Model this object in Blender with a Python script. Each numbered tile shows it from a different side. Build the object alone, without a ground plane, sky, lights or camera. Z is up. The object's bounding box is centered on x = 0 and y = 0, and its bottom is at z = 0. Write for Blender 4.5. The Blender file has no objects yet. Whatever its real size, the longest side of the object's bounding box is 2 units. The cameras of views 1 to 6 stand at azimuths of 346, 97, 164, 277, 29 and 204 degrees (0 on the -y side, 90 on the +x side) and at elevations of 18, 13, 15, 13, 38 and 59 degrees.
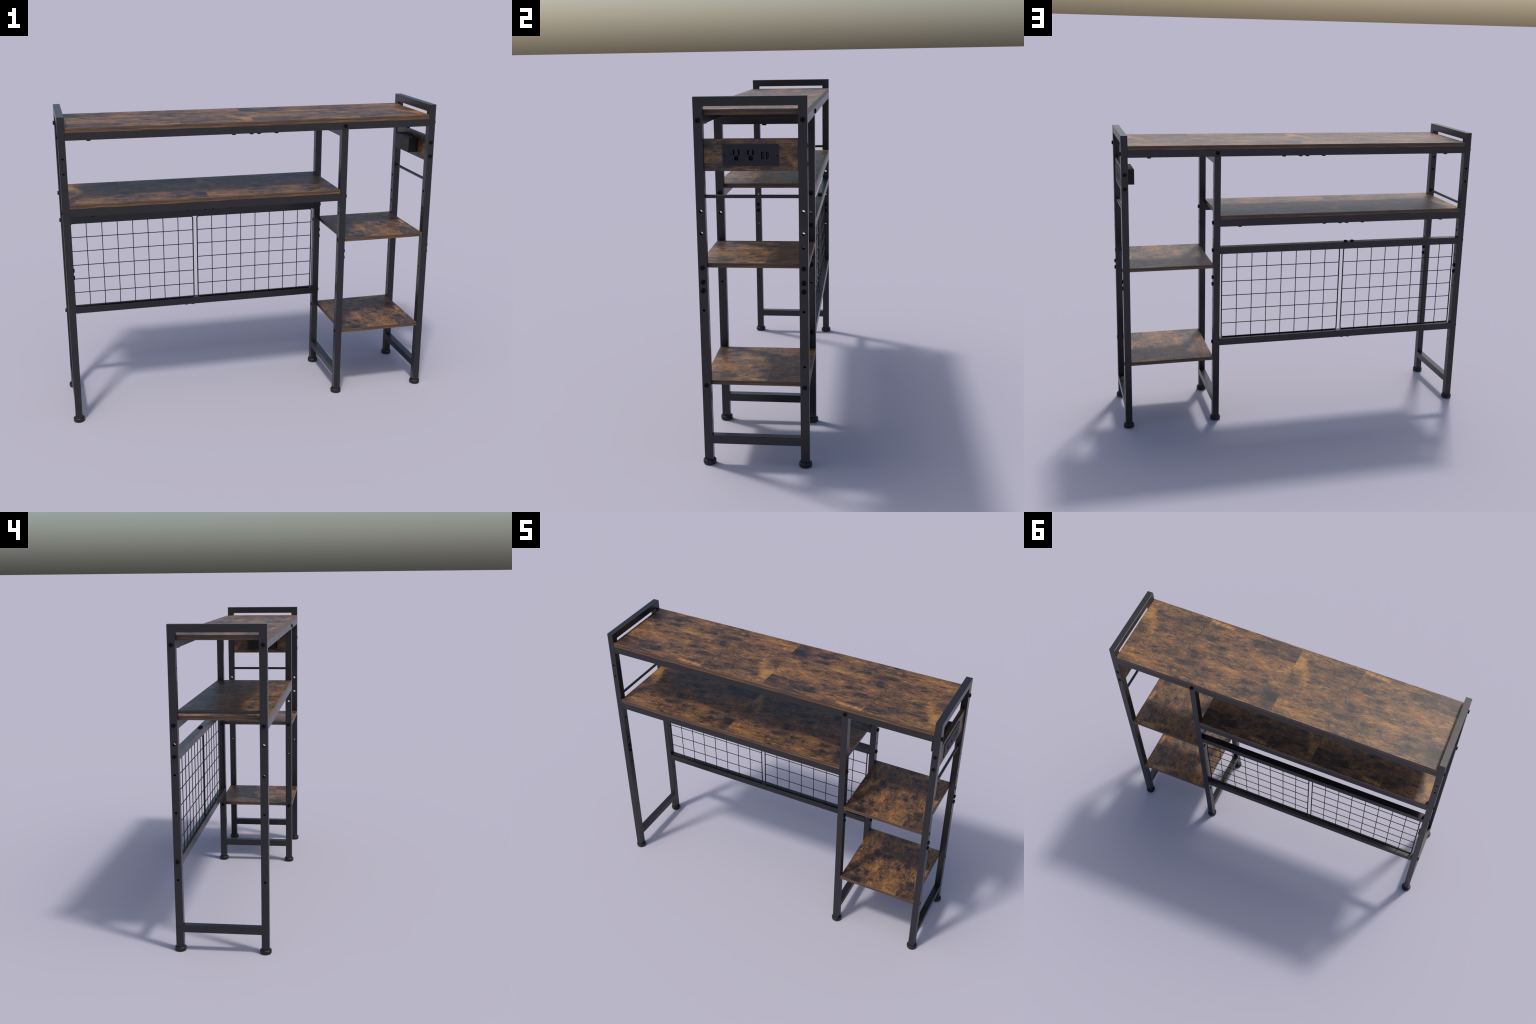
# Over-desk storage rack: black square-tube steel frame, rustic brown laminate
# boards, two wire-grid panels, towel rods and a power-outlet board.
import bpy, bmesh, math
from mathutils import Vector, Matrix

# ------------------------------------------------------------------ sizes (m)
X_OUT = 0.9885            # outer face of the end frames
TUBE_X = 0.0355           # tube width seen from the front
TUBE = 0.0385             # tube width seen from the side
Y_OUT = 0.2355            # front / back face of the frame
Y_IN = Y_OUT - TUBE
X_IN = X_OUT - TUBE_X
X_MID = 0.48125           # centre of the middle frame
MID_L, MID_R = X_MID - TUBE_X / 2, X_MID + TUBE_X / 2
Z_TOP = 1.6275            # top of the handles
POST_Z0 = 0.021
FOOT_BAR = (0.0995, 0.1375)
POST_Y = Y_OUT - TUBE / 2
GAP = 0.0005

# shelf boards: bottom, top
TOP_BOARD = (1.5508, 1.5745)
LOW_BOARD = (1.1712, 1.1928)
SIDE_BOARDS = [(0.9012, 0.9216), (0.3664, 0.3866)]
TOP_RAIL = (1.5135, 1.5504)
LOW_RAIL = (1.1320, 1.1708)
GRID_RAILS = [(0.9790, 1.0175), (0.4505, 0.4890)]

root = bpy.data.objects.new("storage_rack", None)
bpy.context.scene.collection.objects.link(root)
root["label"] = "black metal over-desk storage rack with rustic brown boards and wire panels"
root["category"] = "storage shelf"


# ------------------------------------------------------------------ node help
class Nodes:
    def __init__(self, tree):
        self.t = tree

    def new(self, kind, **props):
        n = self.t.nodes.new(kind)
        for k, v in props.items():
            setattr(n, k, v)
        return n

    def put(self, sock, val):
        if isinstance(val, bpy.types.NodeSocket):
            self.t.links.new(val, sock)
        elif val is not None:
            sock.default_value = val

    def math(self, op, a, b=None, c=None, clamp=False):
        n = self.new("ShaderNodeMath", operation=op, use_clamp=clamp)
        for s, v in zip(n.inputs, (a, b, c)):
            self.put(s, v)
        return n.outputs[0]

    def vec(self, op, a, b=None, c=None):
        n = self.new("ShaderNodeVectorMath", operation=op)
        for s, v in zip(n.inputs, (a, b, c)):
            self.put(s, v)
        return n.outputs["Value"] if op == "LENGTH" else n.outputs[0]

    def noise(self, v, scale, detail=3.0, rough=0.55, color=False):
        n = self.new("ShaderNodeTexNoise", noise_dimensions="3D")
        self.put(n.inputs["Vector"], v)
        n.inputs["Scale"].default_value = scale
        n.inputs["Detail"].default_value = detail
        n.inputs["Roughness"].default_value = rough
        return n.outputs["Color" if color else "Fac"]

    def remap(self, v, a, b, c, d, smooth=True):
        n = self.new("ShaderNodeMapRange", interpolation_type="SMOOTHSTEP" if smooth else "LINEAR")
        n.clamp = True
        for s, val in zip(n.inputs, (v, a, b, c, d)):
            self.put(s, val)
        return n.outputs[0]

    def ramp(self, v, stops):
        n = self.new("ShaderNodeValToRGB")
        cr = n.color_ramp
        while len(cr.elements) < len(stops):
            cr.elements.new(0.5)
        for e, (p, col) in zip(cr.elements, stops):
            e.position = p
            e.color = (*col, 1.0)
        self.put(n.inputs[0], v)
        return n.outputs[0]

    def mix(self, fac, a, b, blend="MIX"):
        n = self.new("ShaderNodeMix", data_type="RGBA", blend_type=blend)
        self.put(n.inputs["Factor"], fac)
        self.put(n.inputs["A"], (*a, 1.0) if isinstance(a, tuple) else a)
        self.put(n.inputs["B"], (*b, 1.0) if isinstance(b, tuple) else b)
        return n.outputs["Result"]


def blank_material(name):
    m = bpy.data.materials.new(name)
    m.use_nodes = True
    nt = m.node_tree
    bsdf = next(n for n in nt.nodes if n.type == "BSDF_PRINCIPLED")
    return m, Nodes(nt), bsdf


def coat_material(name, base, vary, rough, spec=0.5, grain=0.04, scale=420):
    """Powder coat / moulded plastic: dark colour, faint mottling and orange peel."""
    m, N, b = blank_material(name)
    pos = N.new("ShaderNodeTexCoord").outputs["Object"]
    mott = N.noise(pos, 9.0, 4.0)
    lo = tuple(c * (1 - vary) for c in base)
    hi = tuple(c * (1 + vary) for c in base)
    N.put(b.inputs["Base Color"], N.ramp(mott, [(0.3, lo), (0.7, hi)]))
    N.put(b.inputs["Roughness"], N.remap(N.noise(pos, 30.0, 3.0), 0.3, 0.7, rough - 0.03, rough + 0.03))
    b.inputs["Specular IOR Level"].default_value = spec
    bump = N.new("ShaderNodeBump")
    bump.inputs["Strength"].default_value = grain
    bump.inputs["Distance"].default_value = 0.0004
    N.put(bump.inputs["Height"], N.noise(pos, scale, 2.0))
    N.put(b.inputs["Normal"], bump.outputs[0])
    return m


METAL = coat_material("black_powder_coat", (0.0095, 0.0089, 0.0104), 0.12, 0.32, 0.50)
BOLT = coat_material("black_oxide_steel", (0.0022, 0.0022, 0.0025), 0.1, 0.5, 0.14, 0.05)
RUBBER = coat_material("black_foot_plastic", (0.0075, 0.0080, 0.0085), 0.1, 0.5, 0.4)
PLASTIC = coat_material("charcoal_plastic", (0.0180, 0.0172, 0.0200), 0.05, 0.55, 0.3, 0.05)
HOUSING = coat_material("black_plastic", (0.0075, 0.0072, 0.0078), 0.05, 0.5, 0.35, 0.05)
WIRE = coat_material("black_wire_coat", (0.0050, 0.0048, 0.0055), 0.1, 0.5, 0.25, 0.0)
SLOT = coat_material("dark_slot", (0.0012, 0.0012, 0.0014), 0.1, 0.6, 0.2, 0.0)

# ------------------------------------------------------------------ laminate
TILE_U, TILE_V = 0.9525, 0.471       # one print of the laminate on the top board

# dark knots and stains of the print: u, v, half length, half width, strength
KNOTS = [
    (0.477, 0.756, .020, .017, .60), (0.440, 0.728, .026, .016, .34),
    (0.374, 0.767, .016, .010, .55), (0.210, 0.523, .040, .022, .52),
    (0.119, 0.546, .040, .011, .50), (0.115, 0.623, .024, .012, .52),
    (0.095, 0.590, .030, .008, .34), (0.208, 0.726, .068, .017, .55),
    (0.267, 0.876, .040, .014, .42), (0.064, 0.384, .036, .013, .38),
    (0.206, 0.879, .085, .030, .36), (0.129, 0.839, .090, .018, .42),
    (0.070, 0.789, .085, .018, .42), (0.030, 0.840, .060, .022, .40),
    (0.132, 0.116, .080, .030, .30), (0.145, 0.214, .095, .022, .34),
    (0.045, 0.235, .070, .020, .36), (0.216, 0.151, .080, .034, .34),
    (0.223, 0.024, .095, .016, .46), (0.271, 0.122, .038, .013, .40),
    (0.450, 0.386, .022, .016, .48), (0.515, 0.303, .042, .022, .36),
    (0.501, 0.421, .034, .018, .30), (0.591, 0.562, .026, .015, .40),
    (0.577, 0.624, .022, .012, .36), (0.621, 0.746, .066, .018, .44),
    (0.668, 0.861, .030, .024, .34), (0.828, 0.401, .036, .020, .36),
    (0.329, 0.273, .034, .013, .36), (0.380, 0.282, .036, .013, .34),
    (0.636, 0.541, .150, .095, .22), (0.948, 0.097, .034, .013, .42),
    (0.700, 0.130, .040, .014, .34), (0.640, 0.170, .036, .012, .30),
    (0.760, 0.640, .130, .050, .16), (0.800, 0.300, .110, .060, .16),
    (0.340, 0.560, .040, .006, .30), (0.390, 0.500, .024, .007, .30),
    (0.945, 0.500, .040, .030, .26), (0.740, 0.900, .050, .012, .26),
]
# bright worn patches of the print
PATCHES = [
    (0.243, 0.399, .085, .045, .20), (0.063, 0.580, .060, .016, .16),
    (0.442, 0.196, .085, .036, .26), (0.502, 0.047, .062, .015, .36),
    (0.565, 0.034, .030, .018, .34), (0.600, 0.030, .016, .020, .30),
    (0.864, 0.179, .050, .030, .18), (0.892, 0.442, .022, .050, .11),
    (0.477, 0.975, .070, .015, .28), (0.560, 0.965, .034, .016, .26),
    (0.297, 0.663, .110, .042, .18), (0.970, 0.180, .038, .040, .05),
    (0.940, 0.600, .060, .030, .06), (0.150, 0.450, .060, .020, .16),
    (0.360, 0.420, .070, .030, .14), (0.980, 0.860, .030, .040, .12),
    (0.520, 0.200, .030, .018, .16), (0.180, 0.330, .070, .020, .14),
]
# hard-edged plates: u, v, half length, half width, strength
BLOCKS = [
    (0.965, 0.480, .020, .030, -.06),
    (0.500, 0.050, .062, .013, .20), (0.572, 0.045, .022, .016, .20),
    (0.560, 0.968, .026, .012, .16), (0.905, 0.430, .022, .045, .12),
    (0.930, 0.600, .040, .020, -.10), (0.915, 0.180, .018, .026, -.16),
]
# straight-cut ends of the print where it meets itself: u, v, reach, half width, strength
SEAMS = [(0.0, 0.865, .115, .056, -.27), (0.0, 0.128, .125, .054, -.25),
         (1.0, 0.800, .110, .050, .15), (1.0, 0.225, .110, .048, .10), (1.0, 0.480, .060, .040, -.08)]


def laminate_group():
    g = bpy.data.node_groups.new("rustic_laminate_print", "ShaderNodeTree")
    g.interface.new_socket("UV", in_out="INPUT", socket_type="NodeSocketVector")
    g.interface.new_socket("Color", in_out="OUTPUT", socket_type="NodeSocketColor")
    N = Nodes(g)
    gi, go = N.new("NodeGroupInput"), N.new("NodeGroupOutput")
    sep = N.new("ShaderNodeSeparateXYZ")
    N.put(sep.inputs[0], gi.outputs[0])
    comb = N.new("ShaderNodeCombineXYZ")
    N.put(comb.inputs[0], N.math("MULTIPLY", N.math("FRACT", sep.outputs[0]), TILE_U))
    N.put(comb.inputs[1], N.math("MULTIPLY", N.math("FRACT", sep.outputs[1]), TILE_V))
    P = comb.outputs[0]

    # ragged edges: push the lookup about with noise stretched along the grain
    warp = N.vec("SUBTRACT", N.noise(N.vec("MULTIPLY", P, (24, 62, 1)), 1.0, 7.0, 0.72, True), (.5, .5, .5))
    drift = N.vec("SUBTRACT", N.noise(N.vec("MULTIPLY", P, (9, 24, 1)), 1.0, 2.0, 0.5, True), (.5, .5, .5))
    Pw = N.vec("MULTIPLY_ADD", drift, (.060, .026, 0), P)
    Pw = N.vec("MULTIPLY_ADD", warp, (.115, .055, 0), Pw)
    # stains break up into streaks where the grain did not take the colour
    take = N.remap(N.noise(N.vec("MULTIPLY_ADD", P, (22, 150, 1), (4.2, 1.3, 0)), 1.0, 5.0, 0.68), 0.32, 0.64, 0.1, 1.5)

    tone = 0.0

    def blots(items, sign, tone):
        for u, v, ru, rv, s in items:
            cx, cy = u * TILE_U, v * TILE_V
            ru, rv = ru * 0.80, rv * 0.80
            q = N.vec("MULTIPLY_ADD", Pw, (1 / ru, 1 / rv, 0), (-cx / ru, -cy / rv, 0))
            f = N.remap(N.vec("LENGTH", q), 1.5, 0.25, 0.0, s * sign * (0.95 if max(ru, rv) < 0.018 else 0.60))
            tone = N.math("ADD", f, tone)
        return N.math("MULTIPLY", tone, take)

    tone = N.math("ADD", blots(KNOTS, -1, 0.0), blots(PATCHES, 1, 0.0))

    Pb = N.vec("MULTIPLY_ADD", warp, (.009, .006, 0), P)

    def blocks():
        """Hard-edged plates of finish, as where one plank print butts another."""
        total = 0.0
        for u, v, ru, rv, s in BLOCKS:
            cx, cy = u * TILE_U, v * TILE_V
            q = N.vec("ABSOLUTE", N.vec("MULTIPLY_ADD", Pb, (1 / ru, 1 / rv, 0), (-cx / ru, -cy / rv, 0)))
            sp = N.new("ShaderNodeSeparateXYZ")
            N.put(sp.inputs[0], q)
            m = N.math("MAXIMUM", sp.outputs[0], sp.outputs[1])
            total = N.math("ADD", total, N.remap(m, 1.03, 0.95, 0.0, s * 0.85))
        for u, v, ru, rv, s in SEAMS:
            cx, cy = u * TILE_U, v * TILE_V
            q = N.vec("ABSOLUTE", N.vec("MULTIPLY_ADD", Pb, (1 / ru, 1 / rv, 0), (-cx / ru, -cy / rv, 0)))
            sp = N.new("ShaderNodeSeparateXYZ")
            N.put(sp.inputs[0], q)
            across = N.remap(sp.outputs[1], 1.03, 0.93, 0.0, s)
            total = N.math("MULTIPLY_ADD", N.remap(sp.outputs[0], 1.0, 0.25, 0.0, 1.0), across, total)
        return total

    def streak(fx, fy, amp, detail, rough, tone, off):
        n = N.noise(N.vec("MULTIPLY_ADD", P, (fx, fy, 1), (off, off * .7, off)), 1.0, detail, rough)
        return N.math("MULTIPLY_ADD", N.math("SUBTRACT", n, 0.5), amp, tone)

    tone = N.math("ADD", tone, blocks())
    tone = streak(4.5, 10, 0.55, 2.0, 0.5, tone, 6.3)        # broad light and dark areas
    tone = streak(10, 24, 0.95, 7.0, 0.70, tone, 3.1)        # cloudy stain
    tone = streak(52, 100, 0.55, 5.0, 0.72, tone, 5.9)       # mottling
    tone = streak(24, 140, 0.75, 6.0, 0.72, tone, 7.7)      # grain streaks
    tone = streak(170, 360, 0.60, 4.0, 0.75, tone, 1.9)      # pores and speckle

    def flecks(fx, fy, lo, hi, amp, tone, off):
        """One-sided ragged smudges: only the peaks of a rough noise count."""
        n = N.noise(N.vec("MULTIPLY_ADD", Pb, (fx, fy, 1), (off, off * .6, off)), 1.0, 9.0, 0.74)
        return N.math("ADD", N.remap(n, lo, hi, 0.0, amp), tone)

    tone = flecks(12, 34, 0.52, 0.66, -0.36, tone, 11.3)    # connected dark wear
    tone = flecks(30, 90, 0.56, 0.68, -0.26, tone, 14.9)    # small scratches and pits
    tone = flecks(8, 240, 0.55, 0.64, -0.30, tone, 21.7)    # long dark scratches with the grain
    tone = flecks(16, 40, 0.54, 0.68, 0.26, tone, 17.2)     # orange-tan flecks

    # fingerprint-like growth lines, running across the board
    wv = N.new("ShaderNodeTexWave", wave_type="BANDS", bands_direction="X", wave_profile="SIN")
    N.put(wv.inputs["Vector"], N.vec("MULTIPLY", P, (1.0, 0.75, 1)))
    wv.inputs["Scale"].default_value = 34
    wv.inputs["Distortion"].default_value = 26
    wv.inputs["Detail"].default_value = 2.0
    wv.inputs["Detail Scale"].default_value = 0.28
    wv.inputs["Detail Roughness"].default_value = 0.5
    where = N.remap(N.noise(N.vec("MULTIPLY", P, (7, 14, 1)), 1.0, 2.0), 0.48, 0.70, 0.0, 0.17)
    lines = N.math("MULTIPLY", N.math("SUBTRACT", wv.outputs["Fac"], 0.5), where)

    # one set of growth rings round a heart knot
    rc = (0.686 * TILE_U, 0.415 * TILE_V)
    rv = N.vec("MULTIPLY_ADD", P, (1, 1.15, 0), (-rc[0], -1.15 * rc[1], 0))
    wob = N.noise(N.vec("MULTIPLY", P, (16, 20, 1)), 1.0, 3.0)
    rad = N.math("MULTIPLY_ADD", wob, 0.050, N.vec("LENGTH", rv))
    rings = N.math("MULTIPLY", N.math("SINE", N.math("MULTIPLY", rad, 2 * math.pi / 0.0085)),
                   N.remap(rad, 0.135, 0.060, 0.0, 0.15))
    lines = N.math("ADD", lines, rings)
    tone = N.math("ADD", tone, lines)

    # a drying crack that runs across the print near the heart knot
    ps = N.new("ShaderNodeSeparateXYZ")
    N.put(ps.inputs[0], P)
    cw = N.noise(N.vec("MULTIPLY", P, (0, 22, 1)), 1.0, 3.0)
    line = N.math("MULTIPLY_ADD", N.math("SUBTRACT", cw, 0.5), 0.07,
                  N.math("MULTIPLY_ADD", ps.outputs[1], 0.16, 0.598 * TILE_U))
    dist = N.math("ABSOLUTE", N.math("SUBTRACT", ps.outputs[0], line))
    crack = N.math("MULTIPLY", N.remap(dist, 0.0034, 0.0006, 0.0, 0.5),
                   N.remap(ps.outputs[1], 0.275, 0.235, 0.0, 1.0))
    tone = N.math("SUBTRACT", tone, crack)
    # alligator cracking of the old finish beside it, along both long edges
    vo = N.new("ShaderNodeTexVoronoi", feature="DISTANCE_TO_EDGE")
    N.put(vo.inputs["Vector"], N.vec("MULTIPLY", Pw, (34, 56, 1)))
    vo.inputs["Scale"].default_value = 1.0
    ev = N.math("ABSOLUTE", N.math("SUBTRACT", ps.outputs[1], TILE_V / 2))
    eu = N.math("ABSOLUTE", N.math("SUBTRACT", ps.outputs[0], 0.58 * TILE_U))
    zone = N.math("MULTIPLY", N.remap(ev, 0.150, 0.200, 0.0, 1.0), N.remap(eu, 0.16, 0.06, 0.0, 1.0))
    tone = N.math("SUBTRACT", tone, N.math("MULTIPLY", N.remap(vo.outputs["Distance"], 0.07, 0.01, 0.0, 0.5), zone))

    tone = N.math("ADD", tone, 0.562)
    col = N.ramp(tone, [
        (0.00, (0.0090, 0.0080, 0.0080)), (0.20, (0.0180, 0.0132, 0.0115)),
        (0.38, (0.0485, 0.0268, 0.0178)), (0.54, (0.1030, 0.0505, 0.0240)),
        (0.70, (0.1850, 0.0880, 0.0270)), (0.86, (0.2600, 0.1300, 0.0350)),
        (1.00, (0.3400, 0.1760, 0.0520))])
    # hue drift: reddish brown here, greyish olive there
    hue = N.noise(N.vec("MULTIPLY_ADD", P, (6, 11, 1), (9.3, 2.2, 0)), 1.0, 3.0)
    col = N.mix(N.remap(hue, 0.52, 0.72, 0.0, 0.5), col, (0.92, 0.98, 1.05), "MULTIPLY")
    col = N.mix(N.remap(hue, 0.46, 0.30, 0.0, 0.6), col, (1.06, 0.86, 0.92), "MULTIPLY")
    N.put(go.inputs["Color"], col)
    return g


LAMINATE = laminate_group()


def laminate_material(name, u_axis, u_scale, u_off, v_axis, v_scale, v_off, thin_axis):
    """Board faces carry the print; the four narrow edges carry a striped edge band."""
    m, N, b = blank_material(name)
    pos = N.new("ShaderNodeTexCoord").outputs["Object"]
    s = N.new("ShaderNodeSeparateXYZ")
    N.put(s.inputs[0], pos)
    c = N.new("ShaderNodeCombineXYZ")
    N.put(c.inputs[0], N.math("MULTIPLY_ADD", s.outputs[u_axis], u_scale, u_off))
    N.put(c.inputs[1], N.math("MULTIPLY_ADD", s.outputs[v_axis], v_scale, v_off))
    grp = N.new("ShaderNodeGroup", node_tree=LAMINATE)
    N.put(grp.inputs[0], c.outputs[0])

    # edge band: long streaks, a dark line along the upper half
    along = N.math("ADD", s.outputs[u_axis], s.outputs[v_axis])
    ec = N.new("ShaderNodeCombineXYZ")
    N.put(ec.inputs[0], N.math("MULTIPLY", along, 6.0))
    N.put(ec.inputs[1], N.math("MULTIPLY", s.outputs[thin_axis], 300.0))
    et = N.noise(ec.outputs[0], 1.0, 4.0, 0.6)
    band = N.remap(N.math("ABSOLUTE", N.math("SUBTRACT", s.outputs[thin_axis], 0.0025)), 0.0055, 0.0010, 0.0, -0.10)
    et = N.math("ADD", et, band)
    ecol = N.ramp(et, [(0.25, (0.016, 0.011, 0.009)), (0.42, (0.055, 0.029, 0.016)),
                       (0.56, (0.125, 0.064, 0.026)), (0.72, (0.250, 0.125, 0.038))])
    nrm = N.new("ShaderNodeSeparateXYZ")
    N.put(nrm.inputs[0], N.new("ShaderNodeTexCoord").outputs["Normal"])
    flat = N.remap(N.math("ABSOLUTE", nrm.outputs[thin_axis]), 0.6, 0.9, 0.0, 1.0, False)
    N.put(b.inputs["Base Color"], N.mix(flat, ecol, grp.outputs["Color"]))
    b.inputs["Roughness"].default_value = 0.46
    b.inputs["Specular IOR Level"].default_value = 0.5
    bump = N.new("ShaderNodeBump")
    bump.inputs["Strength"].default_value = 0.12
    bump.inputs["Distance"].default_value = 0.0006
    N.put(bump.inputs["Height"], N.noise(N.vec("MULTIPLY", pos, (90, 90, 90)), 1.0, 3.0, 0.65))
    N.put(b.inputs["Normal"], bump.outputs[0])
    return m


# ------------------------------------------------------------------ mesh help
def add_object(name, mesh, parent, loc=(0, 0, 0), mat=None, rot=None):
    o = bpy.data.objects.new(name, mesh)
    bpy.context.scene.collection.objects.link(o)
    o.parent = parent
    # children are placed in world coordinates; parents never rotate
    base = Vector((0, 0, 0))
    p = parent
    while p is not None:
        base += p.location
        p = p.parent
    o.location = Vector(loc) - base
    if rot is not None:
        o.rotation_euler = rot
    if mat is not None and not mesh.materials:
        mesh.materials.append(mat)
    return o


def mesh_from(bm, name, smooth=None):
    bmesh.ops.recalc_face_normals(bm, faces=bm.faces)
    me = bpy.data.meshes.new(name)
    bm.to_mesh(me)
    bm.free()
    if smooth is not None:
        for p in me.polygons:
            p.use_smooth = True
        me.set_sharp_from_angle(angle=math.radians(smooth))
    return me


def box_bm(x, y, z, bevel=0.0, seg=1):
    bm = bmesh.new()
    bmesh.ops.create_cube(bm, size=1.0)
    for v in bm.verts:
        v.co = Vector((x[0] + (v.co.x + .5) * (x[1] - x[0]),
                       y[0] + (v.co.y + .5) * (y[1] - y[0]),
                       z[0] + (v.co.z + .5) * (z[1] - z[0])))
    if bevel:
        bmesh.ops.bevel(bm, geom=bm.edges[:], offset=bevel, segments=seg, affect="EDGES", profile=0.5)
    return bm


def box(name, parent, x, y, z, mat, bevel=0.0012, seg=2):
    c = ((x[0] + x[1]) / 2, (y[0] + y[1]) / 2, (z[0] + z[1]) / 2)
    h = [(b - a) / 2 for a, b in (x, y, z)]
    bm = box_bm(*[(-q, q) for q in h], bevel, seg)
    return add_object(name, mesh_from(bm, name), parent, c, mat)


def lathe_bm(profile, n=28, cap_top=True):
    """Revolve (radius, z) pairs round z."""
    bm = bmesh.new()
    rings = []
    for r, z in profile:
        rings.append([bm.verts.new((r * math.cos(2 * math.pi * i / n), r * math.sin(2 * math.pi * i / n), z))
                      for i in range(n)])
    for a, b in zip(rings, rings[1:]):
        for i in range(n):
            bm.faces.new((a[i], a[(i + 1) % n], b[(i + 1) % n], b[i]))
    bm.faces.new(rings[0][::-1])
    bm.faces.new(rings[-1])
    return bm


def tube_bm(points, r, n=10, closed=False):
    """Sweep a round section along a planar path lying in a plane of constant y."""
    bm = bmesh.new()
    rings = []
    cnt = len(points)
    for i, p in enumerate(points):
        a = points[i - 1] if (i > 0 or closed) else p
        b = points[(i + 1) % cnt] if (i < cnt - 1 or closed) else p
        t = (Vector(b) - Vector(a)).normalized()
        side = Vector((0, 1, 0))
        up = t.cross(side)
        rings.append([bm.verts.new(Vector(p) + side * r * math.cos(2 * math.pi * k / n)
                                   + up * r * math.sin(2 * math.pi * k / n)) for k in range(n)])
    pairs = list(zip(rings, rings[1:] + rings[:1])) if closed else list(zip(rings, rings[1:]))
    for a, b in pairs:
        for k in range(n):
            bm.faces.new((a[k], a[(k + 1) % n], b[(k + 1) % n], b[k]))
    if not closed:
        bm.faces.new(rings[0][::-1])
        bm.faces.new(rings[-1])
    return bm


def merge(dst, src):
    me = bpy.data.meshes.new("tmp")
    src.to_mesh(me)
    src.free()
    dst.from_mesh(me)
    bpy.data.meshes.remove(me)


def cylinder_into(bm, axis, centre, r, length, n=20):
    m = Matrix.Translation(centre)
    if axis == "x":
        m = m @ Matrix.Rotation(math.pi / 2, 4, "Y")
    elif axis == "y":
        m = m @ Matrix.Rotation(math.pi / 2, 4, "X")
    bmesh.ops.create_cone(bm, cap_ends=True, segments=n, radius1=r, radius2=r, depth=length, matrix=m)


def cut(mesh, cutter_bm):
    """Subtract a bmesh from a mesh and return the result as a new mesh."""
    bmesh.ops.recalc_face_normals(cutter_bm, faces=cutter_bm.faces)
    cm = bpy.data.meshes.new("cutter")
    cutter_bm.to_mesh(cm)
    cutter_bm.free()
    co = bpy.data.objects.new("cutter", cm)
    to = bpy.data.objects.new("blank", mesh)
    for o in (co, to):
        bpy.context.scene.collection.objects.link(o)
    md = to.modifiers.new("holes", "BOOLEAN")
    md.operation, md.object, md.solver = "DIFFERENCE", co, "EXACT"
    md.use_self = True
    bpy.context.view_layer.update()
    dg = bpy.context.evaluated_depsgraph_get()
    out = bpy.data.meshes.new_from_object(to.evaluated_get(dg))
    bpy.data.objects.remove(to)
    bpy.data.objects.remove(co)
    bpy.data.meshes.remove(cm)
    for p in out.polygons:
        p.use_smooth = False
    return out


# ------------------------------------------------------------------ fasteners
def bolt_mesh(h, depth):
    """Button head with a hexagon socket, axis +z, seat at z = 0."""
    r = 0.0108
    prof = [(r, -0.001), (r, h * .68), (r * .97, h * .85), (r * .90, h * .96), (r * .80, h), (0.0052, h), (0.0046, h - .0003)]
    bm = lathe_bm(prof, 24)
    top = max(bm.faces, key=lambda f: (len(f.verts), f.calc_center_median().z))
    bmesh.ops.inset_individual(bm, faces=[top], thickness=0.0002)
    bmesh.ops.translate(bm, verts=top.verts, vec=(0, 0, -depth))
    me = mesh_from(bm, "bolt", 40)
    me.materials.append(BOLT)
    return me


BOLT_MESH = bolt_mesh(0.0068, 0.0042)       # proud heads
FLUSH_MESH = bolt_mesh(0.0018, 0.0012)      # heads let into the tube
TURN = {"+x": (0, math.pi / 2, 0), "-x": (0, -math.pi / 2, 0), "+y": (-math.pi / 2, 0, 0),
        "-y": (math.pi / 2, 0, 0), "+z": (0, 0, 0), "-z": (math.pi, 0, 0)}


def bolt(parent, way, loc, flush=False):
    return add_object("bolt", FLUSH_MESH if flush else BOLT_MESH, parent, loc, None, TURN[way])


def foot_mesh():
    prof = [(0.0255, 0.0), (0.0285, 0.0012), (0.0291, 0.003), (0.0291, 0.0145), (0.0283, 0.0172),
            (0.0262, 0.0186), (0.0250, 0.0180), (0.0235, 0.0182), (0.0225, 0.0225), (0.0165, 0.0230)]
    bm = lathe_bm(prof, 72)
    # fine ribs round the rim
    for v in bm.verts:
        r = math.hypot(v.co.x, v.co.y)
        if r > 0.0288:
            k = round(math.atan2(v.co.y, v.co.x) / (2 * math.pi) * 72)
            if k % 2:
                v.co.x *= 0.985
                v.co.y *= 0.985
    return mesh_from(bm, "foot", 50)


FOOT_MESH = foot_mesh()
FOOT_MESH.materials.append(RUBBER)


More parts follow.
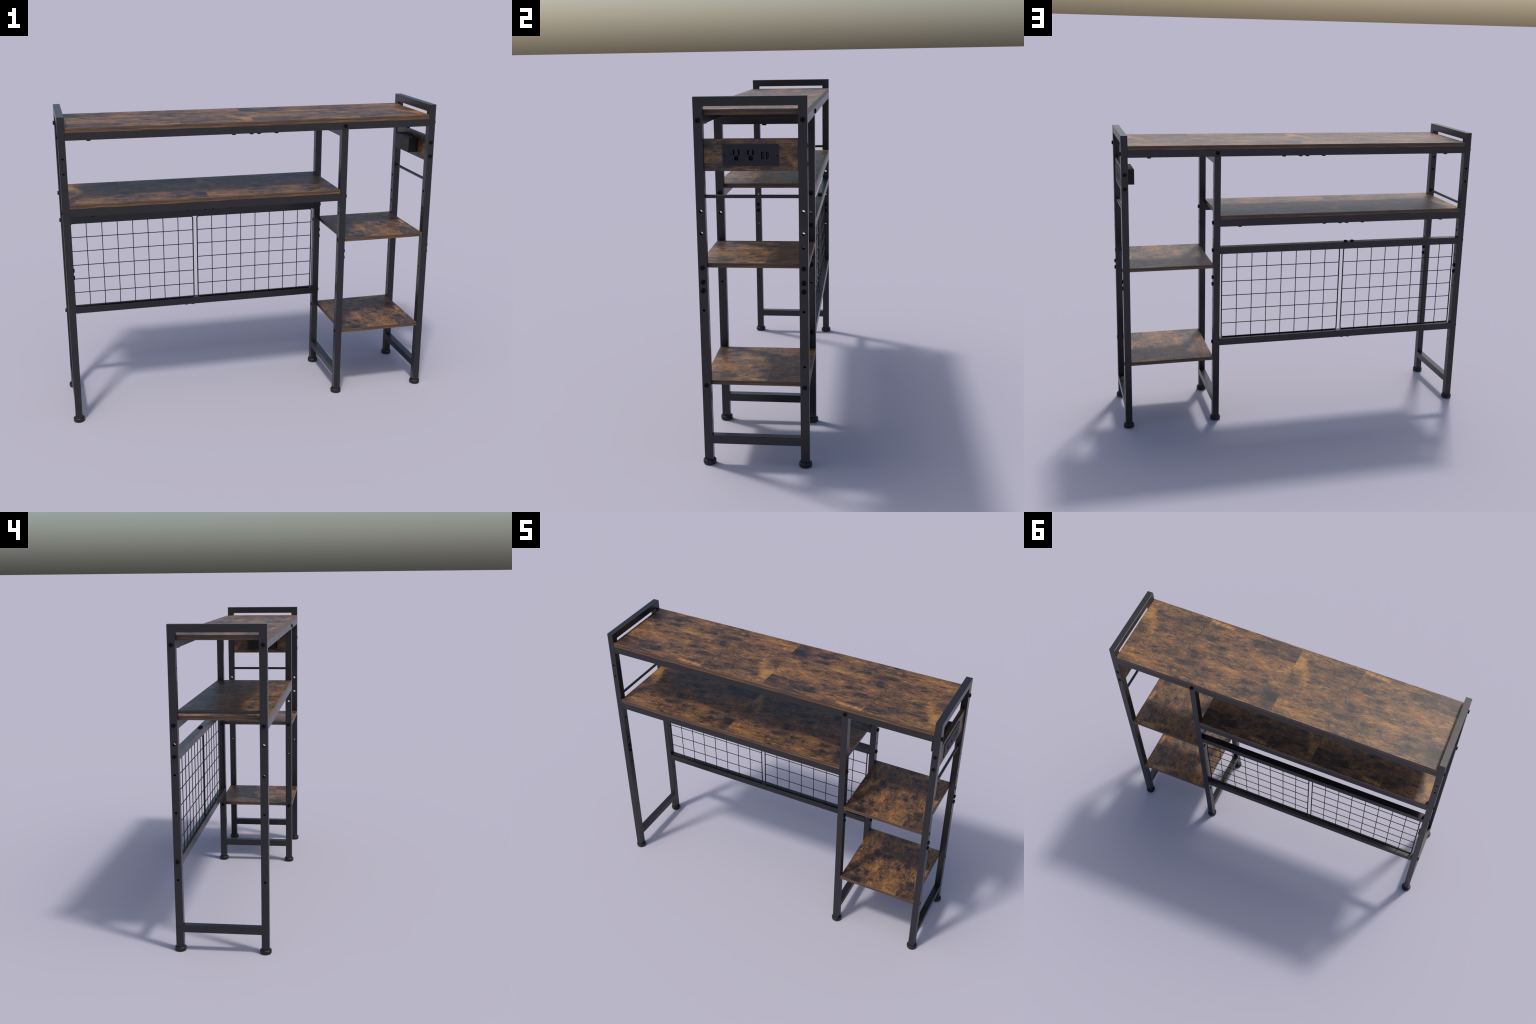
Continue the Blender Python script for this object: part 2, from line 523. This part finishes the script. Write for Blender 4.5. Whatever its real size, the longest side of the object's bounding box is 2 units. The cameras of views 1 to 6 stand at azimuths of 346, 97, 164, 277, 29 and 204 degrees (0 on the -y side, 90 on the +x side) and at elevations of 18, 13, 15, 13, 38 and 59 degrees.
# ------------------------------------------------------------------ side frames
def frame_blank(z_top, handle):
    """Closed ladder frame as one welded solid: two posts, a top bar and a foot bar.
    Filled cells of a y/z lattice, extruded across the tube width."""
    ys = [-Y_OUT, -Y_IN, Y_IN, Y_OUT]
    zs = [POST_Z0, FOOT_BAR[0], FOOT_BAR[1], z_top - TUBE, z_top]
    half = TUBE_X / 2
    bm = bmesh.new()
    cell = {}
    for j in range(4):
        for i in range(3):
            if i in (0, 2) or j in (1, 3):
                cell[(i, j)] = True
    vs = {}

    def vert(i, j, s):
        k = (i, j, s)
        if k not in vs:
            vs[k] = bm.verts.new((s * half, ys[i], zs[j]))
        return vs[k]
    for (i, j) in cell:
        for s in (-1, 1):
            q = [vert(i, j, s), vert(i + 1, j, s), vert(i + 1, j + 1, s), vert(i, j + 1, s)]
            bm.faces.new(q)
        for (di, dj, a, b) in ((-1, 0, (0, 0), (0, 1)), (1, 0, (1, 0), (1, 1)), (0, -1, (0, 0), (1, 0)), (0, 1, (0, 1), (1, 1))):
            if (i + di, j + dj) not in cell:
                p, r = (i + a[0], j + a[1]), (i + b[0], j + b[1])
                bm.faces.new((vert(*p, -1), vert(*r, -1), vert(*r, 1), vert(*p, 1)))
    bmesh.ops.recalc_face_normals(bm, faces=bm.faces)
    bmesh.ops.dissolve_limit(bm, angle_limit=0.01, verts=bm.verts, edges=bm.edges)
    sharp = [e for e in bm.edges if len(e.link_faces) == 2 and e.calc_face_angle() > 0.5 and e.is_convex]
    bmesh.ops.bevel(bm, geom=sharp, offset=0.0011, segments=2, affect="EDGES", profile=0.5)
    return mesh_from(bm, "side_frame")


# hole heights shared by all posts: (height, radius); back posts have two more
HOLES = [(1.1520, .0075), (1.0575, .0075), (0.9085, .0060), (0.7190, .0057), (0.3748, .0057)]
HOLES_BACK = [(0.9985, .0075), (0.4700, .0057)]
SPLICE = (0.8450, 0.8070)          # bolt pair where upper and lower posts join
PANEL_HOLES = (1.4242, 1.3492)     # bored front to back


def side_frame(x, z_top, open_front, open_back, end_holes):
    blank = frame_blank(z_top, True)
    c = bmesh.new()
    for y, opened in ((-POST_Y, open_front), (POST_Y, open_back)):
        for z, r in HOLES + HOLES_BACK:
            if z in opened:
                cylinder_into(c, "x", (0, y, z), r, 0.08)
    if end_holes:
        for sy in (-1, 1):
            for z in PANEL_HOLES:
                cylinder_into(c, "y", (0, sy * POST_Y, z), 0.0060, 0.07)
    for sy in (-1, 1):                               # hollow square tube
        w, d, y = TUBE_X / 2 - 0.002, TUBE / 2 - 0.002, sy * POST_Y
        merge(c, box_bm((-w, w), (y - d, y + d), (0.16, z_top - TUBE - 0.004)))
    me = cut(blank, c)
    me.name = "side_frame"
    f = add_object("side_frame", me, root, (x, 0, 0), METAL)
    for sy in (-1, 1):
        add_object("foot", FOOT_MESH, f, (x, sy * POST_Y, 0))
        for z in SPLICE:
            bolt(f, "+x", (x + TUBE_X / 2, sy * POST_Y, z))
    return f


XE = X_OUT - TUBE_X / 2
right = side_frame(XE, Z_TOP, (1.1520, 1.0575, 0.7190), (1.1520, 1.0575, 0.9985, 0.7190, 0.4700), False)
left = side_frame(-XE, Z_TOP, (1.0575, 0.9085, 0.7190, 0.3748), (1.0575, 0.9085, 0.7190, 0.3748), True)
middle = side_frame(X_MID, TOP_RAIL[0] - GAP, (1.0575, 0.7190), (1.0575, 0.7190), False)

for sy in (-1, 1):
    y = sy * POST_Y
    bolt(right, "+x", (X_OUT, y, 1.5315))
    for z in (0.9085, 0.3748):
        bolt(right, "+x", (X_OUT, y, z), True)
    for z in (1.5315, 1.1510):
        bolt(left, "-x", (-X_OUT, y, z))
    bolt(middle, "+x", (MID_R, y, 1.1520))
    for z in (0.9085, 0.3752):
        bolt(middle, "-x", (MID_L, y, z), True)
    way = "+y" if sy > 0 else "-y"
    for z in PANEL_HOLES:
        bolt(right, way, (XE, sy * Y_OUT, z), True)
for z in (0.9985, 0.4700):
    bolt(left, "-x", (-X_OUT, POST_Y, z))
    bolt(middle, "+x", (MID_R, POST_Y, z))

# cross bar that carries the top rails at the middle frame
box("cross_bar", middle, (MID_L + GAP, MID_R - GAP), (-Y_IN + GAP, Y_IN - GAP), (TOP_RAIL[0], TOP_RAIL[1]), METAL, 0.0009, 2)
bolt(middle, "-z", (X_MID, 0, TOP_RAIL[0] - TUBE))

# towel rods between the end posts
ROD_Z = 1.2140
for f, x in ((right, XE), (left, -XE)):
    bm = tube_bm([(0, 0, -Y_IN + .0002), (0, 0, Y_IN - .0002)], 0.0076, 18)
    add_object("towel_rod", mesh_from(bm, "towel_rod", 40), f, (x, 0, ROD_Z), METAL, (math.pi / 2, 0, 0))

# ------------------------------------------------------------------ boards
W_TOP = laminate_material("laminate_long_board", 0, 1 / TILE_U, 0.0, 1, 1 / TILE_V, 0.5, 2)
LOW_L = MID_L + X_IN
W_LOW = laminate_material("laminate_desk_board", 0, -2 / LOW_L, 0.0, 1, -1 / TILE_V, 0.5, 2)
SIDE_W = X_IN - MID_R
W_SIDE = laminate_material("laminate_side_board", 1, 1 / TILE_V, 0.5, 0, -1 / SIDE_W, 0.5, 2)
PANEL_Z = (1.3216, 1.4546)
W_PANEL = laminate_material("laminate_outlet_board", 1, 1 / (2 * Y_IN), 0.5, 2, 1 / (PANEL_Z[1] - PANEL_Z[0]), 0.5, 0)

box("shelf_board", root, (-X_IN + GAP, X_IN - GAP), (-Y_OUT, Y_OUT), TOP_BOARD, W_TOP, 0.0008, 2)
box("shelf_board", root, (-X_IN + GAP, MID_L - GAP), (-Y_OUT, Y_OUT), LOW_BOARD, W_LOW, 0.0008, 2)
for z in SIDE_BOARDS:
    box("shelf_board", root, (MID_R + GAP, X_IN - GAP), (-Y_OUT, Y_OUT), z, W_SIDE, 0.0008, 2)


# ------------------------------------------------------------------ rails
def rail(name, x, sy, z, under, over=()):
    y = sorted((sy * Y_IN, sy * Y_OUT))
    o = box(name, root, x, y, z, METAL, 0.0006, 2)
    for bx in under:
        bolt(o, "-z", (bx, sy * POST_Y, z[0]))
    for bx in over:
        bolt(o, "+z", (bx, sy * POST_Y, z[1]))
    return o


# small set screws near the joint in the middle of every rail
PIN = mesh_from(lathe_bm([(0.0017, -0.001), (0.0017, 0.0002), (0.0012, 0.0003)], 12), "set_screw")
PIN.materials.append(BOLT)
low_c = (MID_L - X_IN) / 2
for sy in (-1, 1):
    o = rail("shelf_rail", (-X_IN + GAP, X_IN - GAP), sy, TOP_RAIL, (-.841, -.1125, -.0195, .0195, .1125, .841))
    bolt(o, "+y" if sy > 0 else "-y", (X_MID, sy * Y_OUT, 1.5317))
    p = rail("shelf_rail", (-X_IN + GAP, MID_L - GAP), sy, LOW_RAIL,
             [low_c + d for d in (-.596, -.1135, -.0195, .0195, .1135, .596)])
    for o, px, z in ((o, 0.0555, 1.5303), (p, low_c + 0.0560, 1.1482)):
        add_object("set_screw", PIN, o, (px, sy * Y_OUT, z), None, TURN["+y" if sy > 0 else "-y"])
span = (-X_IN + GAP, MID_L - GAP)
for z, under, over in ((GRID_RAILS[0], (), (-.2640, -.3020)), (GRID_RAILS[1], (-.2645, -.3020), ())):
    o = rail("grid_rail", span, 1, z, under, over)
    for y, way in ((Y_OUT, "+y"), (Y_IN, "-y")):
        add_object("set_screw", PIN, o, (-0.2300, y, (z[0] + z[1]) / 2), None, TURN[way])

# ------------------------------------------------------------------ wire grids
GRID_Y = 0.2090
G_Z0, G_Z1 = GRID_RAILS[1][1] + 0.0029, GRID_RAILS[0][0] - 0.0029
COLS, ROWS, PITCH = 8, 6, 0.0852
G_W = COLS * PITCH
FRAME_R, WIRE_R = 0.0033, 0.0022


def round_rect(w, h, r, steps=6):
    pts = []
    for cx, cz, a0 in ((w - r, h - r, 0), (r, h - r, 90), (r, r, 180), (w - r, r, 270)):
        for k in range(steps + 1):
            a = math.radians(a0 + 90 * k / steps)
            pts.append((cx + r * math.cos(a), 0, cz + r * math.sin(a)))
    return pts


G_H = G_Z1 - G_Z0
FRAME_ME = mesh_from(tube_bm(round_rect(G_W, G_H, 0.011), FRAME_R, 12, True), "wire_grid", 60)
UP_ME = mesh_from(tube_bm([(0, 0, 0), (0, 0, G_H)], WIRE_R, 10), "wire", 60)
FLAT_ME = mesh_from(tube_bm([(0, 0, 0), (G_W, 0, 0)], WIRE_R, 10), "wire", 60)
for me in (FRAME_ME, UP_ME, FLAT_ME):
    me.materials.append(WIRE)
for x0 in (low_c - 0.0122 - G_W, low_c + 0.0120):
    g = add_object("wire_grid", FRAME_ME, root, (x0, GRID_Y, G_Z0))
    for i in range(1, COLS):
        add_object("wire", UP_ME, g, (x0 + i * PITCH, GRID_Y - 0.0014, G_Z0))
    for j in range(1, ROWS):
        add_object("wire", FLAT_ME, g, (x0, GRID_Y + 0.0014, G_Z0 + j * G_H / ROWS))

# ------------------------------------------------------------------ power outlet
board = box("outlet_board", root, (0.957, 0.980), (-Y_IN + GAP, Y_IN - GAP), PANEL_Z, W_PANEL, 0.0008, 2)
opening = box_bm((-0.05, 0.05), (-0.100, 0.100), (-0.037, 0.037))
board.data = cut(board.data, opening)
box("outlet_housing", board, (0.906, 0.9566), (-0.093, 0.093), (1.347, 1.429), HOUSING, 0.0012, 2)

PLATE_X = 0.9835


def slab(pts, x0, x1):
    """Extrude a closed y/z outline along x."""
    bm = bmesh.new()
    a = [bm.verts.new((x0, y, z)) for y, z in pts]
    b = [bm.verts.new((x1, y, z)) for y, z in pts]
    n = len(pts)
    for i in range(n):
        bm.faces.new((a[i], a[(i + 1) % n], b[(i + 1) % n], b[i]))
    bm.faces.new(a[::-1])
    bm.faces.new(b)
    bmesh.ops.recalc_face_normals(bm, faces=bm.faces)
    return bm


def round_box(y, z, r, steps=6):
    w, h = y[1] - y[0], z[1] - z[0]
    return [(y[0] + p[0], z[0] + p[2]) for p in round_rect(w, h, r, steps)]


def arch(y, z, steps=10):
    """Ground-pin hole: flat at the bottom, half round on top."""
    r = (y[1] - y[0]) / 2
    c = (y[0] + y[1]) / 2
    return [(y[0], z[0]), (y[1], z[0])] + [(c + r * math.cos(math.pi * k / steps), z[1] - r + r * math.sin(math.pi * k / steps))
                                           for k in range(steps + 1)]


plate_bm = slab(round_box((-0.1172, 0.1172), (1.3425, 1.4314), 0.005), 0.9801, PLATE_X)
merge(plate_bm, slab([(-.0995, 1.3515), (.0995, 1.3515), (.0995, 1.4245), (-.0995, 1.4245)], 0.9690, 0.9820))
bmesh.ops.bevel(plate_bm, geom=[e for e in plate_bm.edges if all(v.co.x > .983 for v in e.verts)], offset=0.0008, segments=2, affect="EDGES")
plate_me = mesh_from(plate_bm, "outlet_plate")
holes = bmesh.new()
deep = PLATE_X - 0.0130
MODULES = [(-0.0838, -0.0335), (-0.0240, 0.0262), (0.0360, 0.0853)]
for my in MODULES:                               # fine joint round every module
    ring = slab(round_box(my, (1.3597, 1.4112), 0.002), PLATE_X - 0.0006, PLATE_X + 0.01)
    merge(holes, ring)
plate_me = cut(plate_me, holes)
holes = bmesh.new()
for y0 in (-0.0838, -0.0240):
    my = y0 + 0.0242
    merge(holes, slab([(my - .0145, 1.3880), (my - .0080, 1.3880), (my - .0080, 1.4092), (my - .0145, 1.4092)], deep, 1.0))
    merge(holes, slab([(my + .0067, 1.3880), (my + .0135, 1.3880), (my + .0135, 1.4092), (my + .0067, 1.4092)], deep, 1.0))
    merge(holes, slab(arch((my - .0088, my + .0090), (1.3660, 1.3862)), deep, 1.0))
merge(holes, slab([(.0435, 1.3718), (.0538, 1.3718), (.0538, 1.4009), (.0435, 1.4009)], deep, 1.0))
merge(holes, slab(round_box((.0640, .0745), (1.3713, 1.4019), .0052), deep, 1.0))
for sy in (-0.1083, 0.1083):
    cylinder_into(holes, "x", (PLATE_X, sy, 1.3857), 0.0034, 0.0064)
plate_me = cut(plate_me, holes)
# recessed floors of the slots are dark, module faces sit level with the plate
plate_me.materials.clear()
plate_me.materials.append(PLASTIC)
plate_me.materials.append(SLOT)
for p in plate_me.polygons:
    if p.center.x < PLATE_X - 0.0008 and abs(p.center.y) < 0.112 and 1.35 < p.center.z < 1.425 and p.center.x > 0.9695:
        p.material_index = 1
plate_me.name = "outlet_plate"
add_object("outlet_plate", plate_me, board, (0, 0, 0))
# tongues inside the two charging ports
bm = slab([(.0475, 1.3740), (.0503, 1.3740), (.0503, 1.3987), (.0475, 1.3987)], deep - .0002, PLATE_X - .0025)
merge(bm, slab(round_box((.0678, .0707), (1.3745, 1.3988), .0014), deep - .0002, PLATE_X - .0035))
tongue = mesh_from(bm, "port_tongue", 40)
add_object("port_tongue", tongue, board, (0, 0, 0), PLASTIC)
